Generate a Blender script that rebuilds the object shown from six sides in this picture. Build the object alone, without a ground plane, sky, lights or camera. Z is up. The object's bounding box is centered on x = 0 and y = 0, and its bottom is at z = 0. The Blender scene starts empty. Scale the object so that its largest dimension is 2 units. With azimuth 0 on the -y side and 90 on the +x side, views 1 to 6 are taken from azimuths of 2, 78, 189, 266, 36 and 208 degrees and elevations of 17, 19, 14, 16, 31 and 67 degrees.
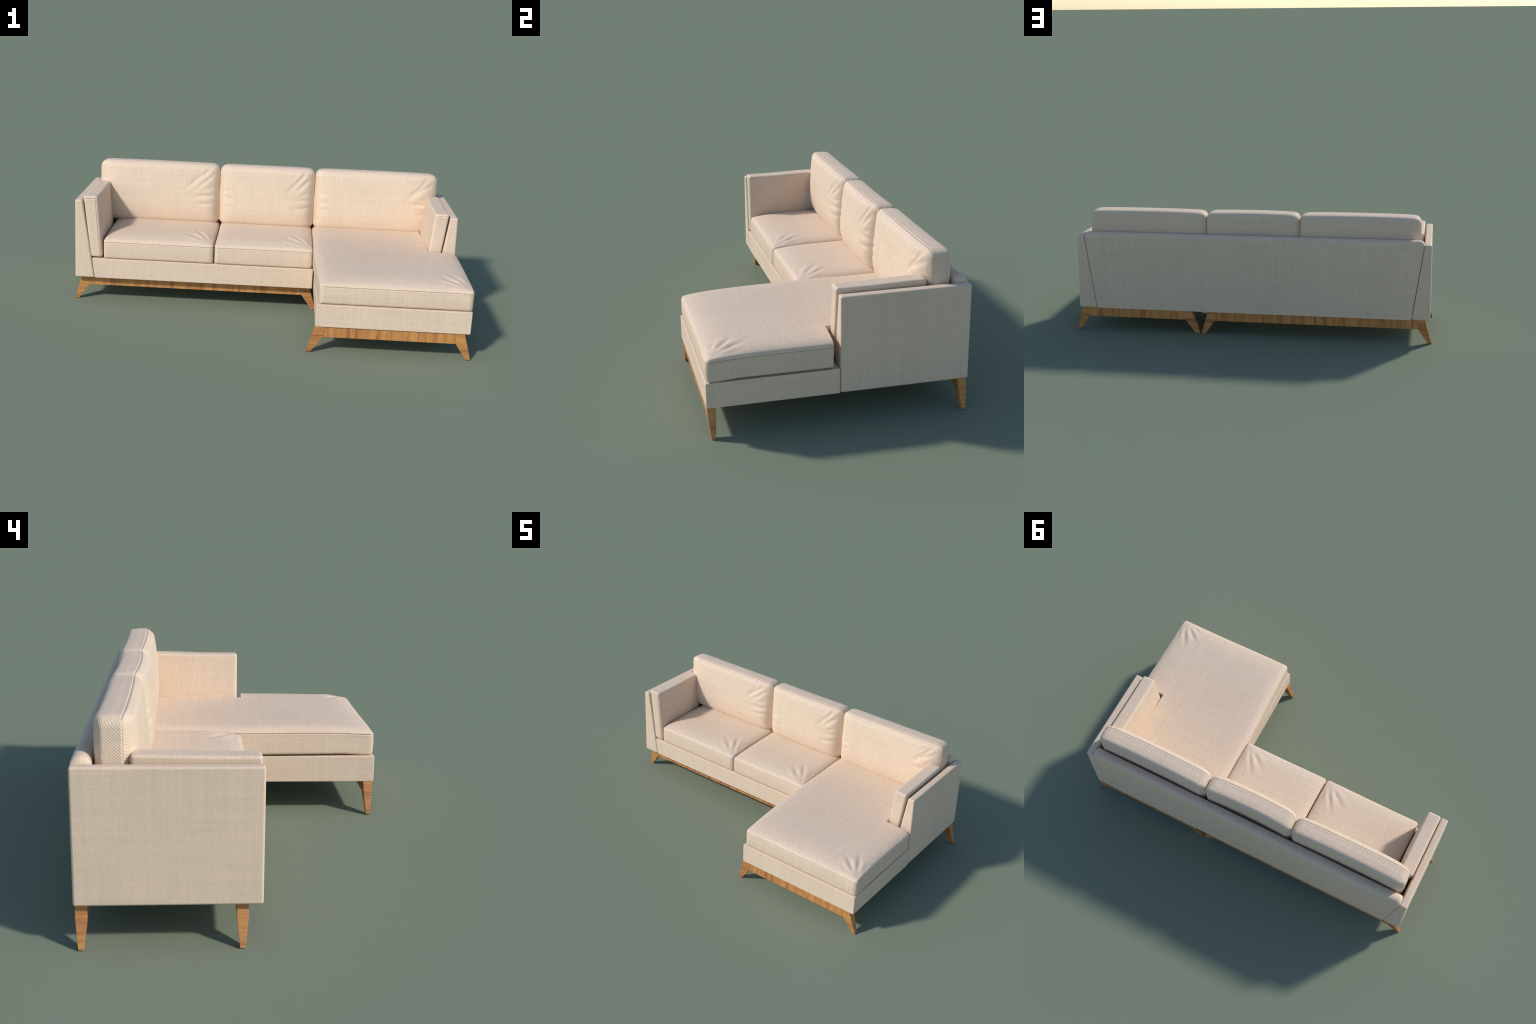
"""Cream woven-fabric L-shaped sofa with chaise, walnut-tone splayed legs and rails."""
import bpy, bmesh
import numpy as np
from math import pi, sin, cos, radians

# ------------------------------------------------------------------ materials
def nd(nt, kind, **props):
    n = nt.nodes.new(kind)
    for k, v in props.items():
        setattr(n, k, v)
    return n

def math(nt, op, a, b=None, c=None):
    n = nd(nt, "ShaderNodeMath", operation=op)
    for i, v in enumerate((a, b, c)):
        if v is None:
            continue
        if isinstance(v, (int, float)):
            n.inputs[i].default_value = v
        else:
            nt.links.new(v, n.inputs[i])
    return n.outputs[0]

def mixc(nt, fac, a, b, blend="MIX"):
    n = nd(nt, "ShaderNodeMix", data_type="RGBA", blend_type=blend)
    for sock, v in ((n.inputs[0], fac), (n.inputs[6], a), (n.inputs[7], b)):
        if isinstance(v, (int, float)):
            sock.default_value = v
        elif isinstance(v, tuple):
            sock.default_value = (*v, 1.0)
        else:
            nt.links.new(v, sock)
    return n.outputs[2]

def noise(nt, vec, scale, detail=2.0, stretch=(1, 1, 1)):
    m = nd(nt, "ShaderNodeMapping")
    m.inputs["Scale"].default_value = stretch
    nt.links.new(vec, m.inputs["Vector"])
    n = nd(nt, "ShaderNodeTexNoise")
    n.inputs["Scale"].default_value = scale
    n.inputs["Detail"].default_value = detail
    nt.links.new(m.outputs[0], n.inputs["Vector"])
    return n.outputs["Fac"]

def remap(nt, v, lo, hi, a, b):
    n = nd(nt, "ShaderNodeMapRange")
    nt.links.new(v, n.inputs[0])
    for i, x in enumerate((lo, hi, a, b)):
        n.inputs[i + 1].default_value = x
    return n.outputs[0]

FABRIC = (0.715, 0.555, 0.413)

def fabric_material(name, base=FABRIC, twill=0.0095, bump=0.40, end_scale=0.30):
    mat = bpy.data.materials.new(name)
    mat.use_nodes = True
    nt = mat.node_tree
    bsdf = nt.nodes["Principled BSDF"]
    co = nd(nt, "ShaderNodeTexCoord").outputs["Object"]
    sep = nd(nt, "ShaderNodeSeparateXYZ")
    nt.links.new(co, sep.inputs[0])
    x, y, z = sep.outputs
    # diagonal twill ribs: a plane wave seen as "/" on fronts, tops and sides
    wob = noise(nt, co, 75.0, 3.0)
    phase = math(nt, "ADD", math(nt, "SUBTRACT", math(nt, "ADD", x, y), z), math(nt, "MULTIPLY", wob, 0.008))
    rib = math(nt, "SINE", math(nt, "MULTIPLY", phase, 2 * pi / twill))
    brk = noise(nt, co, 120.0, 2.0)
    ribs = math(nt, "MULTIPLY", rib, remap(nt, brk, 0.35, 0.65, 0.15, 1.0))
    # rib relief is fainter (or, on cushion ends, coarser) on the faces turned sideways
    g = nd(nt, "ShaderNodeNewGeometry")
    sn = nd(nt, "ShaderNodeSeparateXYZ")
    nt.links.new(g.outputs["Normal"], sn.inputs[0])
    ribs = math(nt, "MULTIPLY", ribs, remap(nt, math(nt, "ABSOLUTE", sn.outputs[0]), 0.75, 0.95, 1.0, end_scale))
    fine = noise(nt, co, 420.0, 2.0)
    # slub yarns: long faint streaks along each of the three directions
    sx = noise(nt, co, 9.0, 3.0, (0.35, 9.0, 9.0))
    sy = noise(nt, co, 9.0, 3.0, (9.0, 0.35, 9.0))
    sz = noise(nt, co, 9.0, 3.0, (9.0, 9.0, 0.35))
    slub = math(nt, "ADD", math(nt, "ADD", sx, sy), sz)          # about 1.5
    cloud = noise(nt, co, 5.0, 3.0)
    val = math(nt, "ADD", remap(nt, slub, 1.1, 1.9, 0.935, 1.055), remap(nt, cloud, 0.25, 0.75, -0.02, 0.02))
    val = math(nt, "ADD", val, math(nt, "MULTIPLY", ribs, 0.024))
    val = math(nt, "ADD", val, remap(nt, fine, 0.3, 0.7, -0.025, 0.025))
    rgb = nd(nt, "ShaderNodeCombineColor")
    for i, c in enumerate(base):
        nt.links.new(math(nt, "MULTIPLY", val, c), rgb.inputs[i])
    nt.links.new(rgb.outputs[0], bsdf.inputs["Base Color"])
    bsdf.inputs["Roughness"].default_value = 0.75
    bsdf.inputs["Specular IOR Level"].default_value = 0.35
    h = math(nt, "ADD", math(nt, "MULTIPLY", ribs, 0.5), math(nt, "MULTIPLY", fine, 0.6))
    b = nd(nt, "ShaderNodeBump")
    b.inputs["Strength"].default_value = bump
    b.inputs["Distance"].default_value = 0.0016
    nt.links.new(h, b.inputs["Height"])
    nt.links.new(b.outputs[0], bsdf.inputs["Normal"])
    return mat

def wood_material(name, axis):
    """Straight-grained brown wood; the bands cross the part along `axis` (0 = x, 2 = z)."""
    mat = bpy.data.materials.new(name)
    mat.use_nodes = True
    nt = mat.node_tree
    bsdf = nt.nodes["Principled BSDF"]
    co = nd(nt, "ShaderNodeTexCoord").outputs["Object"]
    if axis == 2:
        info = nd(nt, "ShaderNodeObjectInfo")
        off = nd(nt, "ShaderNodeVectorMath", operation="MULTIPLY_ADD")
        nt.links.new(info.outputs["Location"], off.inputs[0])
        off.inputs[1].default_value = (3.7, 5.3, 2.9)
        nt.links.new(co, off.inputs[2])
        co = off.outputs[0]
    st = (1.0, 0.06, 0.06) if axis == 0 else (0.07, 0.07, 1.0)
    bands = noise(nt, co, 32.0 if axis == 0 else 38.0, 3.0, st)
    lines = noise(nt, co, 130.0, 4.0, st)
    grain = noise(nt, co, 420.0, 2.0, st)
    w = 0.35 if axis == 0 else 0.45
    f = math(nt, "ADD", math(nt, "MULTIPLY", bands, 1 - w), math(nt, "MULTIPLY", lines, w))
    ramp = nd(nt, "ShaderNodeValToRGB")
    nt.links.new(f, ramp.inputs[0])
    e = ramp.color_ramp.elements
    e[0].position, e[0].color = 0.39, (0.290, 0.104, 0.036, 1)
    e[1].position, e[1].color = 0.62, (0.610, 0.292, 0.084, 1)
    m = e.new(0.46); m.color = (0.440, 0.180, 0.055, 1)
    m = e.new(0.53); m.color = (0.545, 0.245, 0.070, 1)
    col = mixc(nt, 0.25, ramp.outputs[0], mixc(nt, grain, (0.30, 0.13, 0.045), (0.60, 0.30, 0.10)))
    nt.links.new(col, bsdf.inputs["Base Color"])
    bsdf.inputs["Roughness"].default_value = 0.5
    bsdf.inputs["Specular IOR Level"].default_value = 0.4
    b = nd(nt, "ShaderNodeBump")
    b.inputs["Strength"].default_value = 0.15
    b.inputs["Distance"].default_value = 0.0006
    nt.links.new(lines, b.inputs["Height"])
    nt.links.new(b.outputs[0], bsdf.inputs["Normal"])
    return mat

CLOTH = fabric_material("cream_twill_fabric")
CLOTH_CUSHION = fabric_material("cream_twill_cushion_fabric", end_scale=0.5)
CLOTH_BACK = fabric_material("cream_twill_back_cushion_fabric", base=(0.735, 0.572, 0.426), end_scale=1.5)
SEAM = fabric_material("seam_shadow_fabric", base=(0.42, 0.32, 0.235), bump=0.2)  # cream cloth darkened to paint the thin shadow inside the seam grooves
RAIL_WOOD = wood_material("banded_rail_wood", 0)
LEG_WOOD = wood_material("banded_leg_wood", 2)

# ------------------------------------------------------------------ objects
sofa = bpy.data.objects.new("sectional_sofa", None)
bpy.context.scene.collection.objects.link(sofa)
sofa["label"] = "cream fabric L-shaped sofa with chaise and wooden legs"
sofa["category"] = "sofa"

def add(name, mesh, mats, parent=sofa, smooth=True):
    ob = bpy.data.objects.new(name, mesh)
    bpy.context.scene.collection.objects.link(ob)
    ob.parent = parent
    for m in mats:
        mesh.materials.append(m)
    if smooth:
        mesh.shade_smooth()
    return ob

# ------------------------------------------------------------------ hard-edged upholstered frames
def prism(outline, axis, lo, hi, bevel=0.005, segs=3):
    """Extrude a closed 2D outline along an axis and round its edges."""
    bm = bmesh.new()
    def pt(p, t):
        q = list(p)
        q.insert(axis, t)
        return q
    a = [bm.verts.new(pt(p, lo)) for p in outline]
    b = [bm.verts.new(pt(p, hi)) for p in outline]
    n = len(outline)
    bm.faces.new(a)
    bm.faces.new(b)
    for i in range(n):
        bm.faces.new((a[i], a[(i + 1) % n], b[(i + 1) % n], b[i]))
    bmesh.ops.recalc_face_normals(bm, faces=bm.faces)
    if bevel:
        bmesh.ops.bevel(bm, geom=list(bm.edges), offset=bevel, offset_type="OFFSET", segments=segs, profile=0.5, affect="EDGES", clamp_overlap=True)
    me = bpy.data.meshes.new("prism")
    bm.to_mesh(me)
    bm.free()
    return me

def harden(ob):
    m = ob.modifiers.new("weighted", "WEIGHTED_NORMAL")
    m.keep_sharp = True
    return ob

Z0 = 0.131                                   # underside of all upholstery
# arms: wedge cross-section, thick at the foot and thin at the top
LEFT_ARM = [(-0.9885, Z0), (-0.8885, Z0), (-0.9480, 0.5465), (-0.9860, 0.5465)]
RIGHT_ARM = [(0.9770, Z0), (0.8735, Z0), (0.9295, 0.5465), (0.9690, 0.5465)]
left_arm = harden(add("arm", prism(LEFT_ARM, 1, 0.0, 0.551, 0.008), [CLOTH]))
right_arm = harden(add("arm", prism(RIGHT_ARM, 1, -0.002, 0.551, 0.008), [CLOTH]))

# seat bases
base_l = harden(add("seat_base", prism([(-0.8860, Z0), (-0.9005, 0.2365), (0.2505, 0.2365), (0.2505, Z0)], 1, 0.0, 0.50, 0.004), [CLOTH]))
CH = [(0.2565, -0.5535), (0.9785, -0.5535), (0.9785, -0.0045), (0.8715, -0.0045), (0.8715, 0.50), (0.2565, 0.50)]
base_c = harden(add("chaise_base", prism(CH, 2, Z0, 0.2405, 0.004), [CLOTH]))

# ------------------------------------------------------------------ back panel: rounded top, leaning ends
def back_panel():
    prof, w = [], []                          # (y, z), how much an end section shrinks here
    r_f, r_b = 0.030, 0.026
    y0, y1, zt = 0.491, 0.551, 0.567
    prof.append((y0 - 0.02, Z0)); w.append((0, 0))
    prof.append((y0 - 0.01, 0.34)); w.append((1, 0))
    for k in range(9):
        a = pi - k * (pi / 2) / 8
        prof.append((y0 + r_f + r_f * cos(a), zt - r_f + r_f * sin(a))); w.append((-cos(a), sin(a)))
    for k in range(9):
        a = pi / 2 - k * (pi / 2) / 8
        prof.append((y1 - r_b + r_b * cos(a), zt - r_b + r_b * sin(a) )); w.append((-0.1 * cos(a), sin(a)))
    prof.append((y1, 0.40)); w.append((-0.07, 0))
    prof.append((y1, 0.27)); w.append((-0.07, 0))
    prof.append((y1, Z0)); w.append((-0.07, 0))
    R = 0.024
    ts = [radians(d) for d in (0, 18, 36, 54, 72, 90)]
    rows = []
    def section(side, t):
        row = []
        for (y, z), (wy, wz) in zip(prof, w):
            k = (z - Z0) / (0.5465 - Z0)
            xe = (-0.8860 + k * -0.0600) if side < 0 else (0.8712 + k * 0.0540)
            rr = 0.0015 + (R - 0.0015) * min(1, max(0, (z - 0.515) / 0.045)) if wz > 0 or wy > 0.2 else 0.0015
            ins, shrink = rr * (1 - sin(t)), rr * (1 - cos(t))
            row.append((xe - side * ins, y + wy * shrink, z - wz * shrink))
        return row
    for t in reversed(ts):
        rows.append(section(-1, t))
    for t in ts:
        rows.append(section(1, t))
    # outermost section is t = 90 deg: shrink there, full size at t = 0
    bm = bmesh.new()
    vs = [[bm.verts.new(p) for p in row] for row in rows]
    n = len(prof)
    for a, b in zip(vs, vs[1:]):
        for i in range(n):
            j = (i + 1) % n
            bm.faces.new((a[i], a[j], b[j], b[i]))
    bm.faces.new(vs[0])
    bm.faces.new(vs[-1])
    bmesh.ops.recalc_face_normals(bm, faces=bm.faces)
    me = bpy.data.meshes.new("back_panel")
    bm.to_mesh(me)
    bm.free()
    me.shade_smooth()
    me.set_sharp_from_angle(angle=radians(50))
    return me

panel = back_panel()
ob = bpy.data.objects.new("back_panel", panel)
bpy.context.scene.collection.objects.link(ob)
ob.parent = sofa
panel.materials.append(CLOTH)

# ------------------------------------------------------------------ soft cushions
def smooth(a, b, x):
    t = np.clip((x - a) / (b - a), 0, 1)
    return t * t * (3 - 2 * t)

def lines(lo, hi, step, r, extra=()):
    """Grid positions from lo to hi: even steps, closer in the rounded ends and beside seams."""
    core = np.linspace(lo + r, hi - r, max(2, int(round((hi - lo - 2 * r) / step)) + 1))
    end = np.array([0.0, 0.22, 0.45, 0.7]) * r
    s = [core, lo + end, hi - end]
    for e in extra:
        s.append(e + np.array([-0.0055, -0.0036, -0.0022, -0.0011, 0.0, 0.0011, 0.0022, 0.0036, 0.0055]))
    v = np.unique(np.round(np.concatenate(s), 5))
    v = v[(v >= lo - 1e-9) & (v <= hi + 1e-9)]
    keep = [v[0]]
    ex = np.array(extra) if len(extra) else np.array([1e9])
    for t in v[1:-1]:
        near = np.min(np.abs(ex - t)) < 0.006
        if t - keep[-1] > (0.0009 if near else 0.0016):
            keep.append(t)
    keep.append(v[-1])
    return np.array(keep)

def box_grid(X, Y, Z):
    """Closed box surface on the grid lines X, Y, Z -> vertices, quads."""
    nx, ny, nz = len(X), len(Y), len(Z)
    quads = []
    def idx(i, j, k):
        return (i * ny + j) * nz + k
    def face(A, B, f):
        a, b = np.meshgrid(np.arange(A - 1), np.arange(B - 1), indexing="ij")
        a, b = a.ravel(), b.ravel()
        return np.stack([f(a, b), f(a + 1, b), f(a + 1, b + 1), f(a, b + 1)], 1)
    quads.append(face(ny, nz, lambda a, b: idx(nx - 1, a, b)))
    quads.append(face(ny, nz, lambda a, b: idx(0, a, b))[:, ::-1])
    quads.append(face(nz, nx, lambda a, b: idx(b, ny - 1, a)))
    quads.append(face(nz, nx, lambda a, b: idx(b, 0, a))[:, ::-1])
    quads.append(face(nx, ny, lambda a, b: idx(a, b, nz - 1)))
    quads.append(face(nx, ny, lambda a, b: idx(a, b, 0))[:, ::-1])
    q = np.concatenate(quads)
    u, inv = np.unique(q, return_inverse=True)
    q = inv.reshape(-1, 4)
    i, j, k = u // (ny * nz), (u // nz) % ny, u % nz
    return np.stack([X[i], Y[j], Z[k]], 1), q

def soft_box(lo, hi, r, step, seams, shape, folds=None, end_seams=1.0, depth=1.0):
    """Rounded box with sewn seams.  seams: list of (axis, position, test(P, N)).
    folds(P, N) -> displacement along the normal; shape(P) -> final positions."""
    lo, hi = np.array(lo, float), np.array(hi, float)
    r = np.array(r, float) if np.ndim(r) else np.array([r] * 3, float)
    ax = []
    for a in range(3):
        ax.append(lines(lo[a], hi[a], step[a] if np.ndim(step) else step, r[a], [s[1] for s in seams if s[0] == a]))
    P, q = box_grid(*ax)
    inner = np.clip(P, lo + r, hi - r)
    d = (P - inner) / r
    L = np.linalg.norm(d, axis=1, keepdims=True)
    L[L == 0] = 1
    n = d / L
    Q = inner + r * n
    N = n / r
    N /= np.linalg.norm(N, axis=1, keepdims=True)
    disp = np.zeros(len(P))
    groove = np.zeros(len(P), bool)
    for a, pos, test in seams:
        dist = np.abs(P[:, a] - pos)
        ok = test(P, N) & (np.abs(N[:, a]) < 0.9)
        side = end_seams if a == 1 else 1.0     # seams across the cushion ends are shallower
        ok = ok * (1 - (1 - side) * smooth(0.6, 0.8, np.abs(N[:, 0])))
        disp -= np.where(ok, depth * ok * 0.0020 * np.exp(-(dist / 0.0015) ** 2), 0)
        disp += np.where(ok, ok * 0.0009 * np.exp(-((dist - 0.0045) / 0.0028) ** 2), 0)
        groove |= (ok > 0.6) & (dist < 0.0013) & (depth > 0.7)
    if folds is not None:
        disp += folds(Q, N)
    Q = Q + N * disp[:, None]
    Q = shape(Q)
    me = bpy.data.meshes.new("cushion")
    me.from_pydata(Q.tolist(), [], q.tolist())
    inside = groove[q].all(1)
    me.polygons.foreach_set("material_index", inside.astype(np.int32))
    me.update()
    bm = bmesh.new()
    bm.from_mesh(me)
    bmesh.ops.recalc_face_normals(bm, faces=bm.faces)
    bm.to_mesh(me)
    bm.free()
    return me

def crease(u, v, start, end, width, amp):
    """One fold on a flat panel (u, v): a valley with a soft ridge beside it, fading at its far end."""
    s, e = np.array(start), np.array(end)
    d = e - s
    L = np.hypot(*d)
    d = d / L
    t = ((u - s[0]) * d[0] + (v - s[1]) * d[1]) / L
    w = ((v - s[1]) * d[0] - (u - s[0]) * d[1]) / width
    win = smooth(-0.18, 0.18, t) * (1 - smooth(0.35, 1.1, t))
    return amp * win * (-np.exp(-w ** 2) + 0.75 * np.exp(-(w - 1.7) ** 2 / 1.3) + 0.35 * np.exp(-(w + 1.8) ** 2 / 1.5))

# --- seat cushions -------------------------------------------------
def seat_folds(xr, yf, k=1.0):
    rng = np.random.default_rng(int(abs(xr) * 1000) + 5)
    fans = [(6, 0.020, 0.120, 0.010, 0.0018), (27, 0.014, 0.170, 0.0115, 0.0042), (50, 0.024, 0.165, 0.0125, 0.0038), (74, 0.030, 0.125, 0.010, 0.0018)]
    fans = [(g + rng.normal(0, 3), a, b * rng.uniform(0.88, 1.12), w * rng.uniform(0.95, 1.2), m * rng.uniform(0.75, 1.05)) for g, a, b, w, m in fans]
    def f(P, N):
        u, v = P[:, 0] - xr, P[:, 1] - yf
        top = np.clip(N[:, 2], 0, 1) ** 1.5
        h = 0
        for ang, a, b, w, amp in fans:
            dx, dy = -sin(radians(ang)), cos(radians(ang))
            h = h + crease(u, v, (dx * (a + .02) - .012, dy * (a + .02) + .012), (dx * b * 1.2 - .012, dy * b * 1.2 + .012), w, amp)
        return h * top * k
    return f

def seat_cushion(x0, x1, y0, y1, zb, ztop, k, notch=None, taper=0.0):
    """Boxed cushion; the top droops to the front edge and is gently crowned."""
    edge = 0.013
    ze = ztop - 0.018                         # top of the boxing; the pillow rises above it
    zs = ze - 0.013                           # seam height on the boxing
    xm, hx = (x0 + x1) / 2, (x1 - x0) / 2
    def shape(P):
        P = P.copy()
        x, y, z = P.T
        up = np.clip((z - zb) / (ze - zb), 0, 1)
        dy = np.clip(y - y0, 0, None)
        x2, right = x, x1
        if notch is not None:                 # narrow the cushion behind the notch to pass the arm
            nx, ny = notch
            right = x1 - smooth(ny - 0.003, ny + 0.003, y) * (x1 - nx)
            x2 = x0 + (x - x0) * (right - x0) / (x1 - x0)
        dx = np.clip(np.minimum(x2 - x0, x1 - x2), 0, None)
        droop = 0.011 * np.exp(-dy / 0.11)
        pillow = 0.020 * (1 - np.exp(-dx / 0.024)) * (1 - np.exp(-dy / 0.045)) * smooth(0.80, 1.0, up)
        lift = (1 - up) * 0.006 * smooth(0.03, 0.14, dy) * (1 - smooth(.6, .9, dy))
        z2 = z - up * droop + pillow + lift
        # front corners are rounded in plan
        R = 0.017
        cut = R - np.sqrt(np.clip(R ** 2 - np.clip(R - dy, 0, R) ** 2, 0, None))
        x2 = x2 + cut * 0.75 * np.where(x2 < xm, 1, -1) * np.clip(np.abs(x2 - xm) / hx, 0, 1) ** 12
        # sides bulge a touch at mid height, edges wander slightly
        belly = 0.003 * np.sin(pi * up)
        y2 = y - belly * (dy < 0.02) + 0.0012 * np.sin(9 * x + 1.3) * up * (dy < 0.05)
        x2 = x2 + 0.0010 * np.sin(11 * y + x * 3) - taper * (1 - (x - x0) / (x1 - x0)) * np.clip(dy / 0.55, 0, 1)
        return np.stack([x2, y2, z2], 1)
    side = lambda P, N: (np.abs(N[:, 2]) < 0.75)
    front = lambda P, N: (N[:, 1] < -0.75) & (P[:, 2] < zs + 0.001)
    seams = [(2, zs, side), (0, x1 - 0.0105, front)]
    if notch is not None:
        # extra rows at the notch, as an unstitched guide line
        seams.append((1, notch[1], lambda P, N: np.zeros(len(P), bool)))
        seams.append((1, notch[1] - 0.008, lambda P, N: np.zeros(len(P), bool)))
    me = soft_box((x0, y0, zb), (x1, y1, ze), (0.009, edge, edge), 0.0055, seams, shape, seat_folds(x1, y0, k))
    return me

for x0, x1, k in ((-0.8395, -0.2690, 1.0), (-0.2630, 0.2440, 0.9)):
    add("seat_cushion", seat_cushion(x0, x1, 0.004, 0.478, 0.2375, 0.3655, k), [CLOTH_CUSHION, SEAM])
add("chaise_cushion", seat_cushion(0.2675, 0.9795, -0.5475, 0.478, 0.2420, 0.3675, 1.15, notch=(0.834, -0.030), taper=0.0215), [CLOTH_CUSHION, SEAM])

# --- back cushions -------------------------------------------------
# swell of the front panel with height: (z, bulge) through the measured belly
FAT = np.polyfit([0.350, 0.375, 0.44, 0.525, 0.62, 0.682], [0.010, 0.024, 0.036, 0.033, 0.022, 0.009], 4)

def back_cushion(x0, x1, bow, k, lr):
    yf, yb, zb, zt = 0.387, 0.489, 0.350, 0.6800
    r = (0.032, 0.022, 0.028)
    xm, hx = (x0 + x1) / 2, (x1 - x0) / 2
    ys = 0.4035
    right = [((-0.020, -0.036), (-0.150, -0.140), 0.0115, 0.0042), ((-0.050, -0.016), (-0.172, -0.122), 0.0125, 0.0040), ((-0.092, -0.012), (-0.150, -0.080), 0.010, 0.0020),
             ((-0.020, -0.118), (-0.115, -0.138), 0.010, 0.0022), ((-0.016, -0.158), (-0.150, -0.161), 0.0115, 0.0026), ((-0.016, -0.203), (-0.130, -0.207), 0.0120, 0.0021)]
    left = [((0.040, -0.014), (0.075, -0.070), 0.0110, 0.0022), ((0.016, -0.125), (0.085, -0.128), 0.0110, 0.0026),
            ((0.016, -0.168), (0.100, -0.170), 0.0110, 0.0028), ((0.016, -0.210), (0.095, -0.212), 0.0110, 0.0022)]
    rng = np.random.default_rng(int(abs(x0) * 1000) + 3)
    def vary(fs):
        return [((a[0], a[1] + rng.normal(0, 0.003)), (e[0] * rng.uniform(0.9, 1.1), e[1] + rng.normal(0, 0.007)), w * rng.uniform(0.95, 1.2), m * rng.uniform(0.75, 1.05)) for a, e, w, m in fs]
    right, left = vary(right), vary(left)
    topr = [((-0.030, 0.0), (-0.022, 0.05), 0.007, 0.0020)]
    def folds(P, N):
        f = np.clip(-N[:, 1], 0, 1) ** 2 * smooth(0.004, 0.060, np.minimum(P[:, 0] - x0, x1 - P[:, 0]))
        v = P[:, 2] - zt + 0.004
        h = 0
        for s, e, w, a in right:
            h = h + crease(P[:, 0] - x1, v, s, e, w, a)
        for s, e, w, a in left:
            h = h + 0.65 * crease(P[:, 0] - x0, v, s, e, w, a)
        t = np.clip(N[:, 2], 0, 1)
        g = 0
        for s, e, w, a in topr:
            g = g + crease(P[:, 0] - x1, P[:, 1] - ys, s, e, w, a)
        return (h * f + g * t) * k
    def shape(P):
        P = P.copy()
        x, y, z = P.T
        q = (x - xm) / hx
        wf = np.clip((ys + 0.006 - y) / (ys + 0.006 - yf), 0, 1)   # 1 on the front panel, 0 behind its seam
        h = np.clip((z - zb) / (zt - zb), 0, 1)
        dl, dr = np.clip(x - x0, 0, None), np.clip(x1 - x, 0, None)
        fat = np.polyval(FAT, np.clip(z, 0.348, 0.684))
        g = (1 - np.exp(-(dl / lr[0]) ** 1.5)) * (1 - np.exp(-(dr / lr[1]) ** 1.5))
        y2 = y - wf * fat * g - bow * (1 - np.abs(q) ** 2.5)
        # the back corners of the left end are softer than the right end
        wb = np.clip((y - 0.44) / (yb - 0.44), 0, 1)
        y2 = y2 - wb * 0.012 * smooth(0.86, 1.0, -q) - wb * 0.006 * smooth(0.92, 1.0, q)
        corner = np.exp(-dl / 0.014) + np.exp(-dr / 0.014)
        z2 = z - 0.004 * h ** 2 * smooth(0.435, 0.487, y) - 0.0065 * h ** 6 * corner + 0.0025 * h * (1 - q ** 2) - 0.003 * h * np.abs(q) ** 8
        x2 = x - np.sign(q) * 0.011 * (1 - smooth(0.0, 0.09, h)) * np.abs(q) ** 16 + np.sign(q) * 0.003 * (1 - np.abs(2 * h - 0.9)) * np.abs(q) ** 6
        return np.stack([x2, y2, z2], 1)
    seam_all = lambda P, N: (N[:, 2] > -0.6)
    return soft_box((x0, yf, zb), (x1, yb, zt), r, 0.0055, [(1, ys, seam_all)], shape, folds, 0.4)

for x0, x1, bow, k, lr in ((-0.9260, -0.2730, 0.006, 0.95, (0.050, 0.030)), (-0.2710, 0.2460, 0.011, 1.0, (0.030, 0.030)), (0.2480, 0.9090, 0.006, 1.0, (0.030, 0.056))):
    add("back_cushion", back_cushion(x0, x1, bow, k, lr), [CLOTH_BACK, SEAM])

# --- padded arm cushions -------------------------------------------
def arm_cushion(top, bot, zt, zb, y0, y1, depth):
    """top / bot: (outer x, inner x) at the top and at the foot."""
    inner_hi = top[1] > top[0]                 # left arm: inner side is +x
    sgn = 1 if inner_hi else -1
    W = 0.07
    def shape(P):
        P = P.copy()
        u, y, z = P.T                          # u: 0 outer .. W inner
        h = (z - zb) / (zt - zb)
        f = u / W
        xo = bot[0] + (top[0] - bot[0]) * h
        xi = bot[1] + (top[1] - bot[1]) * h
        q = (y - (y0 + y1) / 2) / ((y1 - y0) / 2)
        x2 = xo + (xi - xo) * f + sgn * 0.009 * np.clip(f, 0, 1) * (1 - q ** 2) * np.clip(np.sin(pi * np.clip(h * 0.8 + .15, 0, 1)), 0, 1)
        z2 = z + 0.004 * h * smooth(0.3, 0.9, (y - y0) / (y1 - y0))
        return np.stack([x2, y, z2], 1)
    front = lambda P, N: (N[:, 1] < -0.75)
    below = lambda P, N: (N[:, 1] < -0.75) & (P[:, 2] < zt - 0.012)
    me = soft_box((0, y0, zb), (W, y1, zt), (0.012, 0.010, 0.010), 0.0075, [(0, W - 0.0125, below), (2, zt - 0.0125, front)], shape, depth=depth)
    return me

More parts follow.
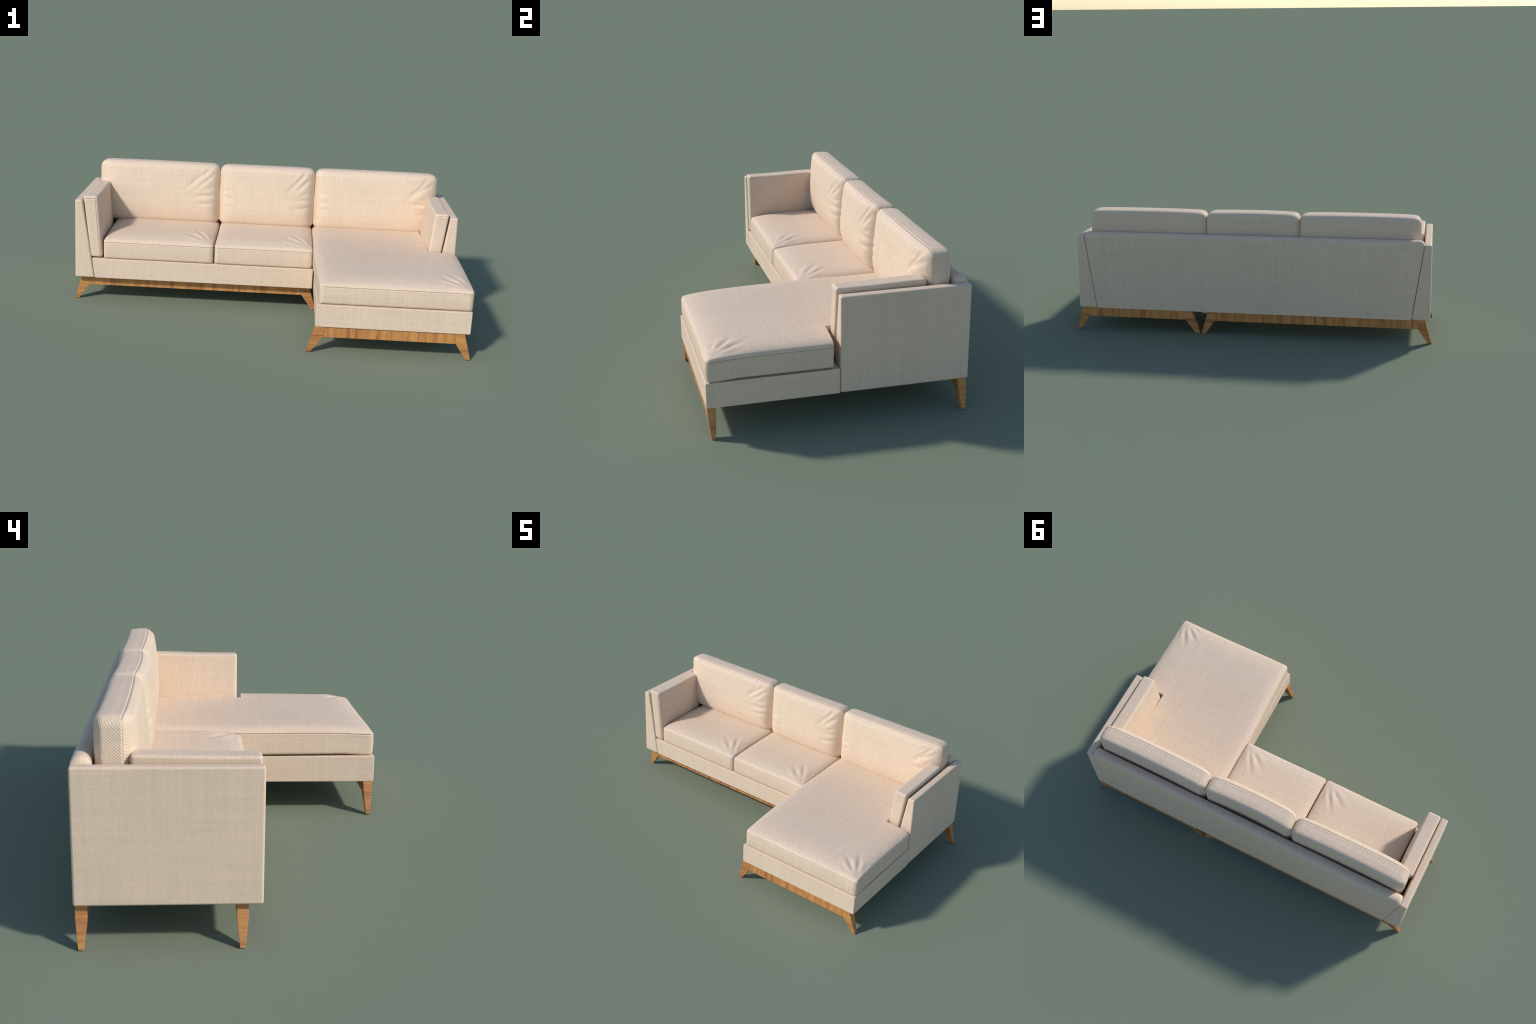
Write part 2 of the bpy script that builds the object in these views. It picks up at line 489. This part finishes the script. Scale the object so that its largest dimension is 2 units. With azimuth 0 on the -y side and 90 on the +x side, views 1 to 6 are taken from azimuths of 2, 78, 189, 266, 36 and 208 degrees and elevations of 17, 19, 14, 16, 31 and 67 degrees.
add("arm_cushion", arm_cushion((-0.9440, -0.8700), (-0.9080, -0.8480), 0.5660, 0.2430, 0.006, 0.382, 0.8), [CLOTH_CUSHION, SEAM], left_arm)
add("arm_cushion", arm_cushion((0.9220, 0.8500), (0.8860, 0.8280), 0.5655, 0.2440, -0.008, 0.375, 0.6), [CLOTH_CUSHION, SEAM], right_arm)

# ------------------------------------------------------------------ wooden legs and rails
def leg_mesh():
    """Splayed tapered leg; the origin is the outer edge of its foot, leaning to +x."""
    zs = (0.0, 0.080, 0.092, 0.1325)
    out = lambda z: 0.039 * z / 0.131
    inn = (0.0225, 0.0770, 0.0785, 0.0835)
    wid = (0.0170, 0.0335, 0.0355, 0.0360)
    bm = bmesh.new()
    rings = []
    for z, xi, w in zip(zs, inn, wid):
        rings.append([bm.verts.new(p) for p in ((out(z), -w / 2, z), (xi, -w / 2, z), (xi, w / 2, z), (out(z), w / 2, z))])
    for a, b in zip(rings, rings[1:]):
        for i in range(4):
            j = (i + 1) % 4
            bm.faces.new((a[i], a[j], b[j], b[i]))
    bm.faces.new(rings[0])
    bm.faces.new(rings[-1])
    bmesh.ops.recalc_face_normals(bm, faces=bm.faces)
    es = [e for e in bm.edges if abs(e.verts[0].co.z - e.verts[1].co.z) > 0.005]
    bmesh.ops.bevel(bm, geom=es, offset=0.0012, segments=2, profile=0.5, affect="EDGES", clamp_overlap=True)
    me = bpy.data.meshes.new("leg")
    bm.to_mesh(me)
    bm.free()
    me.materials.append(LEG_WOOD)
    return me

LEG = leg_mesh()
# (left foot outer x, right foot outer x, y) of each rail-and-two-legs frame
for xl, xr, y in ((-1.000, 0.2745, 0.5295), (-1.000, 0.2760, 0.0600), (0.2870, 1.000, 0.5295), (0.2200, 0.9925, -0.5300)):
    rail = add("rail", prism([(xl + 0.0765, 0.0795), (xr - 0.0765, 0.0795), (xr - 0.0820, 0.1325), (xl + 0.0820, 0.1325)], 1, y - 0.0165, y + 0.0165, 0.0012, 2), [RAIL_WOOD], smooth=False)
    for x, rot in ((xl, 0.0), (xr, pi)):
        leg = bpy.data.objects.new("leg", LEG)
        bpy.context.scene.collection.objects.link(leg)
        leg.parent = rail
        leg.location = (x, y, 0.0)
        leg.rotation_euler = (0, 0, rot)
